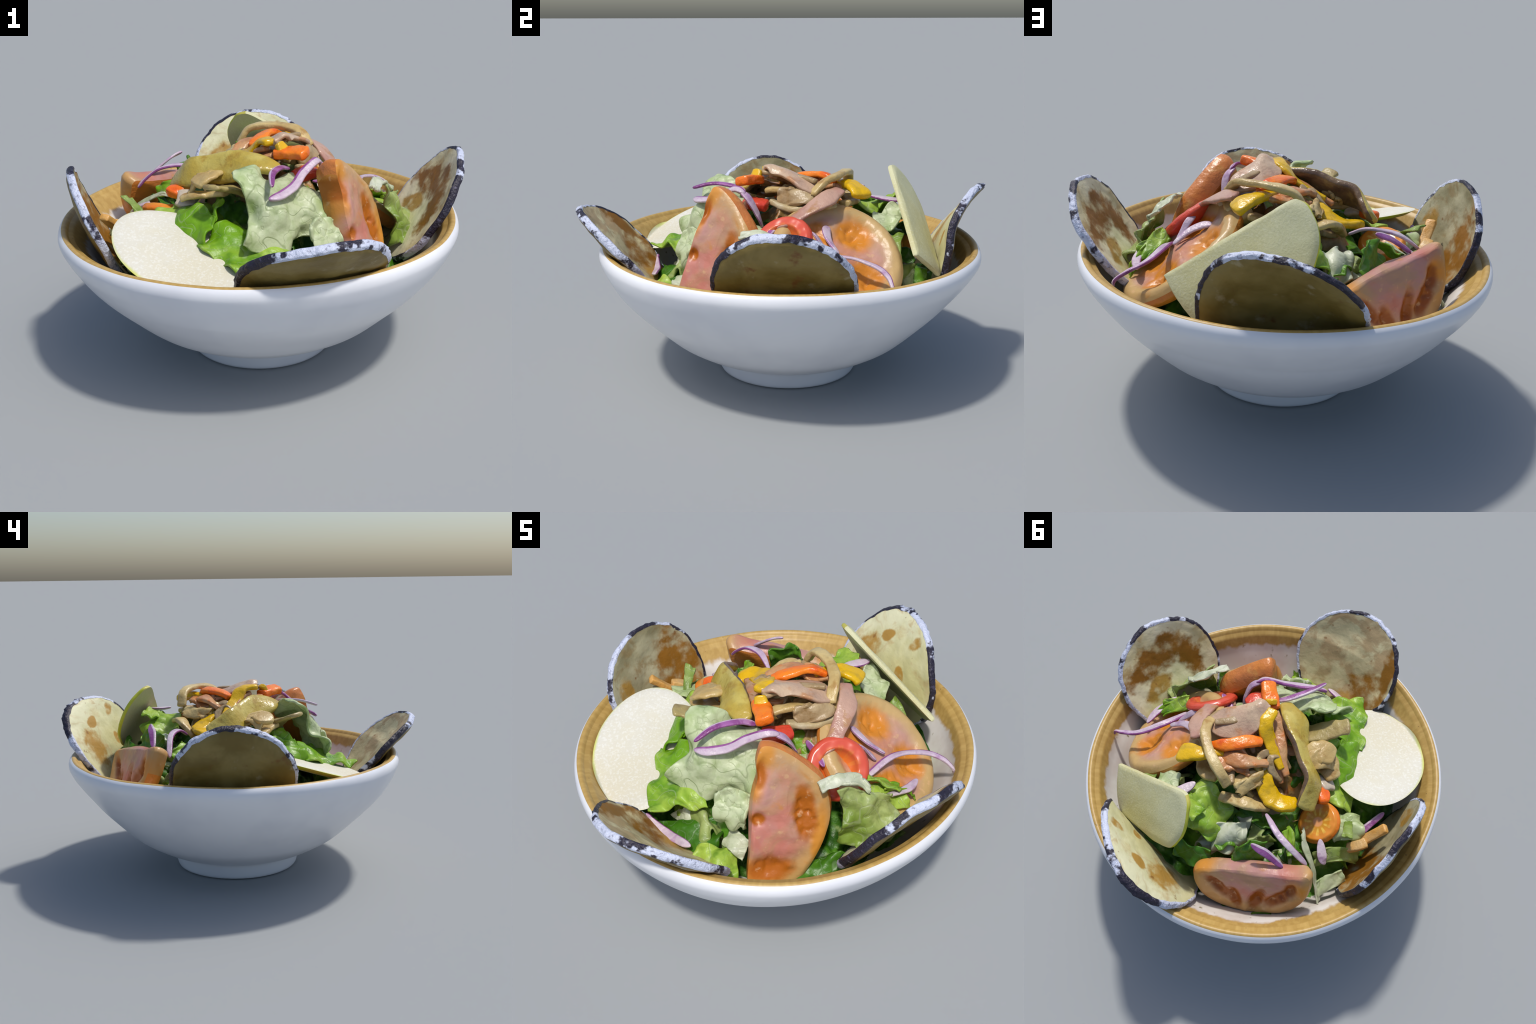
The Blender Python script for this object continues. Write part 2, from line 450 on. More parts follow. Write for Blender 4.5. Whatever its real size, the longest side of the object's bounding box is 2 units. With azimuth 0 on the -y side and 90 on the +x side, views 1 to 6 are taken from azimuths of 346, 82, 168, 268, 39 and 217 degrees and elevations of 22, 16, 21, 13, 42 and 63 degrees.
def leaf_mesh(G, n=46, wrinkle=.012, ruffle=.02, thick=.009, seed=1, rag=.05, freq=3, wf=1.0):
    """G: control grid (rows, cols, 3) -> closed thin solid with wrinkles, ruffled and ragged margins."""
    G = np.asarray(G, float)
    A = np.stack([spline(G[:, j], n) for j in range(G.shape[1])], 1)       # n x cols
    S = np.stack([spline(A[i], n) for i in range(n)], 0)                   # n x n
    mid = S.mean((0, 1))
    size = min(np.linalg.norm(S[0, n // 2] - S[-1, n // 2]), np.linalg.norm(S[n // 2, 0] - S[n // 2, -1]))
    ruffle = min(ruffle, .10 * size)
    wrinkle = min(wrinkle, .12 * size) if thick < .012 else wrinkle
    du, dv = np.gradient(S, axis=0), np.gradient(S, axis=1)
    N = np.cross(du, dv)
    N /= np.linalg.norm(N, axis=2)[..., None] + 1e-9
    out = S.copy()
    for i in range(n):
        for j in range(n):
            p = S[i, j]
            e = min(i, j, n - 1 - i, n - 1 - j) / (n / 2)
            ed = (1 - e) ** 3
            d = wrinkle * (1.4 * fbm(p, 7 * wf, seed, 2) + .6 * abs(nz(p, 15 * wf, seed + 3)) + .2 * nz(p, 30 * wf, seed))
            d += ruffle * ed * math.sin(freq * TAU * ((i + j) / (2 * n)) + 5 * nz(p, 3, seed)) + ruffle * ed * .9 * nz(p, 10, seed + 9)
            out[i, j] = p + N[i, j] * d
            if ed > .2:
                out[i, j] += (mid - p) * (rag * ed * (.6 + 2.2 * nz(p, 9, seed + 2) + 1.2 * nz(p, 24, seed)))
    du, dv = np.gradient(out, axis=0), np.gradient(out, axis=1)
    N = np.cross(du, dv)
    N /= np.linalg.norm(N, axis=2)[..., None] + 1e-9
    V = np.vstack([(out + N * thick / 2).reshape(-1, 3), (out - N * thick / 2).reshape(-1, 3)])
    F = [grid_faces(n, n), grid_faces(n, n, base=n * n, flip=True)]
    ring = [(0, j) for j in range(n)] + [(i, n - 1) for i in range(1, n)] + [(n - 1, j) for j in range(n - 2, -1, -1)] + [(i, 0) for i in range(n - 2, 0, -1)]
    idx = np.array([i * n + j for i, j in ring])
    nx = np.roll(idx, -1)
    F.append(np.stack([nx, idx, idx + n * n, nx + n * n], -1))
    return V, np.vstack(F)

def leaf(G, mat, name="lettuce_leaf", **kw):
    V, F = leaf_mesh(G, **kw)
    o = mesh_object(name, V, F, [LEAVES[mat]])
    text = {"p": "crumpled pale green lettuce leaf", "b": "bright green ruffled lettuce leaf", "d": "dark green curled lettuce leaf",
            "w": "whitish lettuce leaf with ragged edge", "o": "olive green crinkled lettuce leaf"}[mat]
    return label(o, text, "lettuce leaf")

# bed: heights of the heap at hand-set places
HEAP = [(.05, .08, .84), (.12, -.10, .82), (-.02, -.18, .78), (-.15, -.05, .80), (-.15, .12, .76), (.2, .2, .80), (.05, .25, .78),
        (-.08, -.38, .58), (.08, -.38, .62), (.2, -.25, .72), (.33, -.05, .66), (.38, -.25, .44), (.42, .15, .62), (.3, .32, .68), (.12, .42, .72), (-.1, .42, .66),
        (-.3, .42, .58), (-.3, .22, .70), (-.42, .12, .62), (-.42, -.05, .62), (-.33, -.2, .66), (-.45, -.35, .55), (-.2, -.5, .46), (0, -.6, .36),
        (.2, -.58, .33), (.45, -.42, .27), (.6, -.1, .39), (.62, .15, .42), (.5, .38, .48), (.35, .55, .52), (.12, .62, .55), (-.15, .62, .42),
        (-.35, .62, .34), (-.52, .40, .44), (-.62, .22, .43), (-.68, 0, .48), (-.62, -.25, .48), (-.45, -.55, .42), (.35, -.6, .40), (.55, -.5, .30),
        (.72, .3, .40), (-.75, .2, .42), (.7, -.25, .32)]
HEAP = np.array(HEAP)

def heap_z(x, y):
    d2 = (HEAP[:, 0] - x) ** 2 + (HEAP[:, 1] - y) ** 2 + 1e-4
    w = 1 / d2 ** 1.6
    return float((w * HEAP[:, 2]).sum() / w.sum())

def build_bed():
    V, n, rings = [], 200, 90
    for r in range(rings):
        rr = .76 * r / (rings - 1)
        for k in range(n):
            a = TAU * k / n
            x, y = AXIS[0] + rr * math.cos(a), AXIS[1] + rr * math.sin(a)
            z = heap_z(x, y) - .03
            p = (x, y, 0)
            f = abs(nz(p, 9, 2)) * .07 + abs(nz(p, 19, 6)) * .03 + .012 * nz(p, 40, 1)
            V.append((x + .03 * nz(p, 12, 31), y + .03 * nz(p, 12, 47), max(z + f - .03, inner_z(math.hypot(x - AXIS[0] - WELL, y - AXIS[1])) - .016)))
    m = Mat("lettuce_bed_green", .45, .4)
    c = m.mix(m.step(m.noise(6, 4), .4, .6), (.02, .085, .004), (.10, .28, .018))  # greens deepened to paint the dark hollows between leaves
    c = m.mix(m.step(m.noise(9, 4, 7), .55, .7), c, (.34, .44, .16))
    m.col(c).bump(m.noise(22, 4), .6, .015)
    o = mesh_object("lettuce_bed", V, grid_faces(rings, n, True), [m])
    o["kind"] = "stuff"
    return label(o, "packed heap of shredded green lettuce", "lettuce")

def build_scraps():
    rng = random.Random(11)
    kinds = []
    for v in range(9):
        c = rng.uniform(.5, 1.1)
        G = []
        for i in range(4):
            row = []
            for j in range(4):
                u, w = (i / 3 - .5), (j / 3 - .5)
                row.append((u * .22 + rng.uniform(-.015, .015), w * .15 * (1 - .5 * abs(u)) + rng.uniform(-.015, .015),
                            .05 * c * math.cos(w * 5) - .12 * u * u + rng.uniform(-.025, .025)))
            G.append(row)
        V, F = leaf_mesh(G, n=26, wrinkle=.012, ruffle=.022, thick=.007, seed=v * 3 + 2, rag=.09, freq=3)
        me = bpy.data.meshes.new("lettuce_shred")
        me.from_pydata([tuple(p) for p in V], [], [tuple(int(i) for i in f) for f in F])
        me.polygons.foreach_set("use_smooth", np.ones(len(me.polygons), bool))
        mt = "dbopdwbod"[v]
        me.materials.append(LEAVES[mt].m)
        kinds.append(me)
    # where loose shreds show: (x, y, radius, how many, height above the heap)
    spots = [(.02, -.60, .12, 7, -.01), (.12, -.57, .09, 4, -.01), (-.05, -.46, .10, 5, .0), (.58, -.10, .08, 4, -.02), (.56, .10, .08, 4, .0),
             (-.22, .50, .12, 12, .02), (-.02, .46, .10, 8, .01), (.24, .47, .12, 9, .03), (-.38, .36, .10, 7, .02), (-.55, .24, .10, 4, -.03),
             (-.60, .06, .08, 4, -.02), (-.30, -.16, .08, 6, .0), (.24, -.02, .06, 4, -.02), (.46, .45, .10, 6, .0), (.1, -.3, .1, 4, -.03), (-.2, .38, .07, 4, .02)]
    for x, y, rad, count, lift in spots:
        for _ in range(count):
            a, r = rng.uniform(0, TAU), rad * math.sqrt(rng.random())
            px, py = x + r * math.cos(a), y + r * math.sin(a)
            o = bpy.data.objects.new("lettuce_shred", rng.choice(kinds))
            SC.objects.link(o)
            s = rng.uniform(.6, 1.0)
            o.location = (px, py, heap_z(px, py) + lift + rng.uniform(-.03, .015))
            o.rotation_euler = (rng.uniform(-.9, .9), rng.uniform(-.9, .9), rng.uniform(0, TAU))
            o.scale = (s, s, s)
            bpy.context.view_layer.update()
            W = np.array([o.matrix_world @ Vector(c) for c in o.bound_box])
            if (W[:, 2] < np.interp(np.hypot(W[:, 0] - AXIS[0], W[:, 1] - AXIS[1]), INNER[:, 0], INNER[:, 1]) + .004).any() or np.hypot(W[:, 0] - AXIS[0], W[:, 1] - AXIS[1]).max() > .86:
                bpy.data.objects.remove(o)
                continue
            label(o, "small ruffled shred of green lettuce", "lettuce leaf")

# ================================================================== build
build_bowl()
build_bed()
build_scraps()

# aubergine slices
aubergine(1, (-.756, .043, .657), (.097, .957, -.273), (-.379, .289, .879), .306, .284, (-.04, .15, -.09),
          aubergine_flesh(1, (.34, .30, .17), (.48, .44, .28), (.30, .21, .09), [(.15, .05, .13, .22, .2, True), (.10, -.12, .1, .12, 0, True), (-.2, -.02, .05, .07, 0, False)], .5), .04)  # flesh tinted greyer and darker, keeping part of this slice's shade
aubergine(2, (.009, -.755, .640), (-.996, -.033, .084), (.086, -.65, .757), .301, .299, (.15, -.42, -.22),
          aubergine_flesh(2, (.52, .43, .25), (.68, .60, .36), (.40, .26, .13), [(.18, -.12, .12, .15, .4, True), (.25, .10, .05, .14, 0, True), (.04, -.2, .09, .07, 0, False)], .44), .052)
aubergine(3, (.733, -.123, .661), (-.183, -.982, .035), (.559, -.075, .826), .291, .305, (-.23, -.13, .19),
          aubergine_flesh(3, (.68, .60, .33), (.80, .74, .50), (.52, .36, .14), [(-.05, .13, .19, .09, .1, True), (.14, .02, .08, .14, .3, True), (-.1, -.02, .09, .05, .2, False)], .52), .035)
aubergine(4, (.129, .714, .676), (.956, -.285, .07), (.025, .315, .949), .32, .318, (-.61, -1.31, .86),
          aubergine_flesh(4, (.58, .55, .29), (.72, .70, .46), (.52, .40, .20), [(-.06, .18, .05, .025, .5, False), (.10, .03, .025, .04, .3, False), (.14, .2, .05, .03, .8, False), (-.16, .02, .09, .12, 0, False), (.02, -.1, .04, .07, 0, False)], .52), .05)

# pear slices
PF, PP = pear_materials()
o = empty("pear_slice", frame_of((-.45, -.367, .644), (.843, .537, .029), (-.519, .797, .307), unit(np.cross((.843, .537, .029), (-.519, .797, .307)))), "large thin white pear slice with green peel", "pear slice")
E = [(.245 * math.cos(t) * (1 + .05 * math.cos(2 * t)), .345 * math.sin(t)) for t in np.linspace(0, TAU, 20, endpoint=False)]
slab(np.array(E), lambda x, y: .004 * fbm((x, y, 1), 5, 3), .03, PF, PP, o, bend=lambda x, y: .012 + .035 * max(0, (.10 - .7 * y + .8 * x) / .4) ** 1.3, seed=2, edge=.012, back_scale=.86)
o = empty("pear_slice", frame_of((.318, .501, .869), (-.44, .52, -.732), (-.848, .027, .529), (.295, .854, .429)), "D-shaped thin pear slice standing on edge", "pear slice")
E = [(.0, -.29), (.0, -.15), (.0, .0), (.0, .15), (.0, .28), (.022, .314), (.06, .328), (.14, .322), (.21, .29), (.28, .22), (.31, .16), (.31, .03), (.28, -.10), (.25, -.22), (.22, -.262), (.12, -.285)]
slab(np.array(E), lambda x, y: .004 * fbm((x, y, 1), 5, 3), .032, pear_materials(True), PP, o, seed=5, edge=.012, cut=lambda x, y: x < .012 or y < -.25,
     bend=lambda x, y: .012 + .13 * min(x, .27) + .012 * math.sin(min(1, max(0, x / .3)) * math.pi))

# tomatoes
def tomato_face(name, locules, rindc, rindr, flesh, gel, seed, rindcol=(.54, .31, .11), inset=.8, warm=()):
    m = Mat(name, .36, .4)
    c = m.mix(m.step(m.noise(5, 5, seed, distort=.6), .38, .6), flesh, tuple(.75 * v + .12 for v in flesh))
    c = m.mix(m.math("MULTIPLY", m.step(m.noise(4, 5, seed + 31, distort=.8), .46, .62), .55), c, (.44, .29, .14))
    rim = m.math("SUBTRACT", 1.0, m.ellipse(*rindc, *rindr, 0, .10, .10, 7, seed))
    rim2 = m.math("SUBTRACT", 1.0, m.ellipse(*rindc, rindr[0] * inset, rindr[1] * inset, 0, .3 if inset < .9 else .1, .25 if inset < .9 else .1, 5, seed))
    c = m.mix(m.math("MULTIPLY", rim2, .8), c, (.46, .31, .15))
    c = m.mix(m.math("MULTIPLY", rim, .9), c, rindcol)
    for e in warm:
        c = m.mix(m.math("MULTIPLY", m.ellipse(*e, .5, .3, 8, seed + 2), .85), c, (.62, .25, .025))
    for e in locules:
        c = m.mix(m.ellipse(*e, .3, .22, 12, seed), c, gel)
    c = m.mix(m.math("MULTIPLY", m.step(m.noise(9, 4, seed + 3, distort=.5), .58, .74), .6), c, (.56, .24, .05))
    c = m.mix(m.math("MULTIPLY", m.step(m.noise(30, 4, seed + 8), .6, .72), .5), c, (.66, .42, .22))
    return m.col(c).bump(m.noise(30, 3), .3, .008)

def pits(locules, depth):
    def f(x, y):
        z = .008 * fbm((x, y, .3), 9, 2, 3)
        for cx, cy, rx, ry, rot in locules:
            c, s = math.cos(rot), math.sin(rot)
            u, v = ((x - cx) * c + (y - cy) * s) / rx, ((y - cy) * c - (x - cx) * s) / ry
            d = u * u + v * v
            if d < 2:
                z -= depth * math.exp(-d * 1.4) - -.022 * max(0, nz((x, y, 0), 34, 3)) * math.exp(-d)
        return z
    return f

TSKIN = fried("tomato_skin", (.68, .24, .03), (.60, .20, .05), (.66, .36, .09), 4, .3, 3)
loc1 = [(.215, -.10, .05, .13, .2), (.09, -.36, .10, .06, .15), (.012, .075, .03, .06, 0), (.02, -.13, .03, .03, 0)]
o = empty("tomato_slice", frame_of((.254, -.440, .807), (.703, .693, -.162), (-.119, .339, .933), (.702, -.636, .321)), "thick orange and pink half slice of tomato", "tomato slice")
E = [(.0, .15), (-.003, .11), (.006, .05), (-.006, -.04), (-.002, -.16), (.0, -.28), (.0, -.42), (.05, -.46), (.15, -.45), (.225, -.41), (.295, -.275), (.325, -.15), (.32, -.055), (.28, .045), (.22, .10), (.146, .152), (.065, .19), (.015, .19)]
slab(np.array(E), pits(loc1, .022), .13, tomato_face("tomato_flesh", loc1, (-.02, -.13), (.29, .30), (.54, .20, .15), (.42, .12, .010), 1, warm=[(.02, .16, .05, .05, 0), (-.01, .05, .05, .10, 0), (.03, -.38, .12, .06, 0), (.29, -.2, .03, .12, 0)]), TSKIN, o, ("flesh", "skin"),
     cut=lambda x, y: x < .02 and y < .13, back_scale=.9, shift=(.01, .01), edge=.02, bulge=.012, seed=3, back_flesh=False)
loc3 = [(-.15, -.10, .03, .09, .75), (-.06, -.16, .03, .07, .3), (.05, -.14, .032, .09, -.25), (.15, -.10, .035, .09, -.7), (.21, -.02, .03, .05, 0)]
n3 = unit((-.38, .86, .33))
y3 = unit(np.array((0, 0, 1)) - n3 * n3[2])
x3 = np.cross(y3, n3)
o = empty("tomato_slice", frame_of((-.35, .585, .70), x3, y3, n3), "thick half slice of pink tomato, cut edge up", "tomato slice")
E = [(-.27, .105), (-.20, .085), (-.1, .07), (0, .055), (.1, .035), (.2, .01), (.255, -.01), (.275, -.05), (.265, -.12), (.22, -.20), (.12, -.25), (0, -.255), (-.12, -.235), (-.22, -.17), (-.28, -.07), (-.295, .02), (-.295, .085)]
E = [(-x, y) for x, y in E[::-1]]
slab(np.array(E), pits(loc3, .03), .10, tomato_face("tomato_flesh", loc3, (0, .06), (.265, .255), (.50, .17, .13), (.32, .09, .010), 7, warm=[(-.25, .03, .06, .06, 0), (.24, .0, .05, .05, 0)]), TSKIN, o, ("flesh", "skin"),
     cut=lambda x, y: y > -.03, back_scale=.95, edge=.02, bulge=.01, seed=8, back_flesh=False)
loc2 = [(-.10, .11, .10, .075, .75), (.10, .12, .085, .09, -.5), (-.09, -.11, .11, .07, -.5), (.11, -.11, .085, .08, .8)]
U2, V2 = unit((-.028, .999, -.025)), unit((-.785, -.006, .619))
N2 = np.cross(U2, V2)
if N2[2] < 0:
    U2, N2 = -U2, -N2
o = empty("tomato_slice", frame_of((.482, .160, .697), U2, V2, N2), "large round tomato slice with pink ribs", "tomato slice")
E = [(.30 * math.cos(t), .315 * math.sin(t)) for t in np.linspace(0, TAU, 20, endpoint=False)]
slab(np.array(E), lambda x, y: pits(loc2, .03)(x, y) + .014 * max(0, min(1, (math.hypot(x / .3, y / .315) - .72) / .1)), .075, tomato_face("tomato_flesh", loc2, (0, 0), (.225, .24), (.54, .24, .15), (.60, .22, .02), 4, (.52, .35, .14), .97), TSKIN, o, ("flesh", "skin"), back_scale=.95, edge=.025, seed=4)

def cherry(c, n, r, dish, flesh, skin, gel, text, thick, seedy=1.0):
    n = unit(n)
    y = unit(np.array((0, 0, 1.)) - n * n[2])
    o = empty("cherry_tomato", frame_of(c, np.cross(y, n), y, n), text, "cherry tomato half")
    m = Mat("cherry_tomato_flesh", .25, .5)
    x, yy, _ = m.xyz()
    ang = m.math("ARCTAN2", yy, x)
    d = m.math("SQRT", m.math("ADD", m.math("MULTIPLY", x, x), m.math("MULTIPLY", yy, yy)))
    seeds = m.math("MULTIPLY", m.step(m.math("SINE", m.math("MULTIPLY", ang, 11.0)), -.1, .6), m.math("MULTIPLY", m.step(d, .28 * r, .4 * r), m.step(d, .78 * r, .66 * r)))
    col = m.mix(m.step(d, .35 * r, .8 * r), gel, flesh)
    col = m.mix(m.math("MULTIPLY", seeds, m.math("MULTIPLY", m.step(m.noise(30, 3), .3, .6), seedy)), col, (.80, .50, .08))
    m.col(m.mix(m.step(d, .3 * r, .2 * r), col, (.72, .32, .12)))
    E = np.array([(r * math.cos(t), r * math.sin(t)) for t in np.linspace(0, TAU, 16, endpoint=False)])
    slab(E, lambda a, b: -dish * max(0, 1 - (a * a + b * b) / (.62 * r) ** 2) ** .6 + .003 * nz((a, b, 0), 30, 2), thick, m, skin, o, ("flesh", "skin"), back_scale=.6, bulge=.02, edge=.02, back_flesh=False)

ORANGE = fried("cherry_skin_orange", (.72, .26, .03), (.75, .20, .02), None, 6, .22, 2)
RED = fried("cherry_skin_red", (.62, .045, .02), (.70, .10, .05), None, 5, .25, 5)
cherry((-.436, .133, .703), (.20, .33, .92), .10, .006, (.72, .26, .03), ORANGE, (.62, .27, .02), "halved orange cherry tomato showing seeds", .07)
cherry((.425, -.085, .765), (.55, -.45, .70), .135, .06, (.64, .09, .05), RED, (.68, .16, .02), "halved red cherry tomato with hollow middle", .07, .15)

# fried strips on top of the heap
YEL = fried("yellow_pepper_skin", (.78, .47, .003), (.68, .41, .005), (.50, .32, .02), 6, .25, 1)
RED2 = fried("red_pepper_skin", (.84, .14, .008), (.88, .24, .015), (.70, .08, .008), 6, .25, 2)
CORAL = fried("fried_onion_coral", (.52, .23, .09), (.56, .32, .15), (.58, .18, .03), 8, .3, 3)
PINK = fried("fried_onion_pink", (.42, .22, .17), (.50, .31, .23), (.40, .21, .08), 8, .3, 4)
MUSH = fried("mushroom_tan", (.48, .33, .12), (.60, .46, .20), (.36, .20, .05), 8, .35, 5)
GREY = fried("mushroom_gill", (.34, .23, .11), (.43, .32, .17), (.24, .14, .04), 8, .35, 6)
AUB = fried("aubergine_strip_flesh", (.44, .32, .05), (.54, .44, .11), (.34, .21, .03), 7, .25, 7)
AUB_DARK = fried("aubergine_strip_dark_side", (.10, .06, .04), (.20, .13, .07), (.28, .20, .08), 7, .25, 8)
FL = fried("fried_onion_flap", (.50, .33, .23), (.58, .42, .28), (.50, .24, .10), 6, .3, 9)

YP = ("strip of fried yellow pepper", "yellow pepper strip")
strip("yellow_pepper_strip", [(.022, -.107, 1.015), (.0, -.021, 1.005), (-.057, .024, .945), (-.173, .083, .882)], [.055, .075, .075, .03], .045, [YEL], *YP, seed=1)
strip("yellow_pepper_strip", [(-.085, .10, .865), (-.12, .155, .86), (-.165, .200, .835), (-.238, .206, .81), (-.322, .153, .79)], [.06, .09, .10, .10, .085], .065, [YEL], *YP, seed=2)
strip("yellow_pepper_strip", [(.275, .32, .915), (.23, .31, .945), (.159, .272, .96), (.088, .204, .95)], [.10, .10, .06, .05], .06, [YEL], *YP, seed=3)
strip("yellow_pepper_strip", [(.05, -.13, 1.02), (.07, -.15, .985), (.10, -.18, .965)], [.05, .06, .06], .045, [YEL], *YP, seed=4)
RP = ("strip of fried orange-red pepper", "red pepper strip")
strip("red_pepper_strip", [(.16, .215, .965), (.09, .18, .99), (.02, .10, .985), (-.03, .05, .96)], [.03, .06, .07, .04], .05, [RED2], *RP, seed=5)
strip("red_pepper_strip", [(.15, -.232, .985), (.086, -.166, .98), (.03, -.125, .97)], [.07, .085, .06], .07, [RED2], *RP, seed=6)
strip("fried_onion_strip", [(.03, -.125, .965), (-.05, -.065, .93), (-.13, .03, .90), (-.21, .09, .86)], [.05, .06, .06, .03], .04, [CORAL], "soft coral strip of fried onion", "fried onion strip", seed=7)
strip("fried_onion_strip", [(.02, -.06, .98), (-.04, -.0, .95), (-.12, .05, .89), (-.2, .12, .82)], [.05, .05, .05, .03], .04, [CORAL], "soft coral strip of fried onion", "fried onion strip", seed=17)
strip("fried_onion_strip", [(.285, -.125, .775), (.345, -.06, .815), (.345, .03, .865), (.31, .145, .925), (.245, .225, .95)], [.03, .055, .075, .085, .06], .035, [PINK], "curved pink strip of fried red onion", "fried onion strip", seed=8, roll=.3)
strip("fried_onion_strip", [(.10, .235, .94), (-.017, .189, .955), (-.11, .105, .91)], [.06, .07, .05], .045, [CORAL], "soft coral strip of fried onion", "fried onion strip", seed=9)
strip("aubergine_strip", [(.03, -.212, .915), (-.03, -.178, .935), (-.088, -.145, .935), (-.165, -.082, .915), (-.246, -.018, .895), (-.335, .045, .870), (-.372, .165, .81)],
      [.07, .11, .145, .15, .14, .135, .10], [.06, .075, .08, .08, .08, .075, .06], [AUB, AUB_DARK], "wide wavy fried aubergine strip, yellow flesh, dark back and edge", "aubergine strip", seed=10, lump=.05,
      roll=[-.2, -.5, -.75, -.8, -.8, -.8, -.8], split=[(.56, 1.0), (0, .05)], n=90)
MS = ("soft tan strip of fried mushroom", "mushroom strip")
strip("mushroom_strip", [(.262, .085, .93), (.235, .15, .985), (.199, .205, 1.0), (.115, .271, 1.005), (.026, .313, .985), (-.03, .325, .915)], .052, .05, [MUSH], *MS, seed=11)
strip("mushroom_strip", [(.046, -.113, 1.01), (.09, -.03, 1.0), (.15, .06, .995), (.217, .115, .985)], [.05, .045, .04, .03], .035, [GREY], *MS, seed=12)
strip("mushroom_strip", [(.085, -.10, .925), (.137, -.042, .935), (.20, .019, .93)], .05, .045, [MUSH], *MS, seed=13)
strip("mushroom_strip", [(-.10, .098, .89), (-.059, .198, .88), (-.03, .287, .885)], [.05, .06, .04], .04, [MUSH], *MS, seed=14)
strip("mushroom_strip", [(.0, .36, .83), (-.06, .345, .845), (-.146, .315, .85), (-.222, .251, .775)], [.05, .06, .065, .03], .045, [MUSH], *MS, seed=15)
strip("mushroom_strip", [(-.09, -.15, .80), (-.205, -.234, .86), (-.305, -.315, .905)], [.13, .11, .085], .04, [OL := fried("mushroom_olive", (.36, .28, .10), (.44, .35, .14), (.30, .21, .08), 7, .35, 11)], *MS, seed=16)
strip("mushroom_strip", [(-.21, -.02, .87), (-.27, -.11, .895), (-.34, -.13, .865)], [.07, .12, .09], .045, [MUSH], *MS, seed=18)
strip("mushroom_strip", [(-.39, -.07, .79), (-.33, -.10, .81), (-.26, -.12, .81), (-.19, -.19, .84)], [.07, .11, .12, .08], .05, [MUSH], *MS, seed=19)
strip("mushroom_strip", [(.12, .0, .90), (.20, .08, .90), (.23, .16, .88), (.20, .24, .84)], [.09, .12, .12, .08], .07, [MUSH], *MS, seed=20)
strip("mushroom_strip", [(.15, -.09, .885), (.22, -.01, .865), (.29, .09, .87)], [.05, .07, .06], .05, [fried("mushroom_pale", (.44, .34, .17), (.50, .42, .26), None, 9, .3, 12)], *MS, seed=21)
strip("mushroom_strip", [(.235, .06, .93), (.265, .10, .90), (.25, .13, .87)], [.03, .05, .05], .04, [MUSH], *MS, seed=22)
strip("mushroom_strip", [(.05, .30, .88), (.13, .31, .87), (.19, .25, .87)], [.06, .08, .06], .05, [MUSH], *MS, seed=23)
strip("mushroom_strip", [(-.03, .31, .91), (.04, .22, .90), (.06, .12, .90)], [.05, .06, .05], .05, [GREY], *MS, seed=24)
strip("mushroom_strip", [(-.10, .27, .80), (-.17, .21, .77), (-.22, .13, .76)], [.07, .08, .06], .05, [GREY], *MS, seed=25)
strip("fried_onion_piece", [(-.336, -.001, .80), (-.373, -.071, .745)], [.10, .11], .06, [fried("fried_onion_clear", (.50, .40, .28), (.60, .52, .42), None, 7, .2, 13)], "glossy chunk of fried onion", "fried onion piece", seed=26)
strip("red_pepper_piece", [(-.375, .055, .80), (-.425, .02, .785)], [.09, .07], .07, [RED2], "small piece of red pepper", "red pepper piece", seed=27)
strip("red_pepper_piece", [(.10, -.20, .87), (.17, -.16, .88), (.20, -.11, .87)], [.06, .09, .06], .08, [RED], "small piece of red pepper", "red pepper piece", seed=28)
# onion flap: a broad thin curved sheet leaning over the top
FLG = [[(.275, .115, .93), (.18, .16, .955), (.05, .09, .955)], [(.24, .03, .97), (.13, .045, 1.0), (.02, .02, .985)], [(.16, -.03, 1.0), (.09, -.06, 1.035), (.025, -.065, 1.01)], [(.12, -.08, 1.01), (.085, -.105, 1.035), (.04, -.11, 1.02)]]
V, F = leaf_mesh(FLG, n=32, wrinkle=.004, ruffle=.004, thick=.018, seed=5, rag=.02)
label(mesh_object("fried_onion_flap", V, F, [FL]), "broad translucent flap of fried onion", "fried onion")

# the mass of small fried pieces the strips lie on
V, n, rings = [], 120, 44
for r in range(rings):
    for kk in range(n):
        q, a = r / (rings - 1), TAU * kk / n
        rad = q * (.29 + .05 * math.cos(2 * a + .6) + .03 * nz((math.cos(a), math.sin(a), 0), 2, 5))
        x, y = -.01 + rad * math.cos(a), .06 + rad * math.sin(a)
        p = (x, y, 0)
        V.append((x + .02 * nz(p, 14, 3), y + .02 * nz(p, 14, 13), .865 - .20 * q ** 2.2 + .05 * nz(p, 9, 21) - .10 * abs(nz(p, 10, 4)) + .012 * nz(p, 30, 2)))
FM = fried("fried_vegetable_mix", (.26, .16, .05), (.42, .28, .11), (.40, .15, .03), 9, .35, 21)
o = mesh_object("fried_vegetable_mix", V, grid_faces(rings, n, True), [FM])
o["kind"] = "stuff"
label(o, "soft heap of small fried mushroom and onion pieces", "fried vegetables")
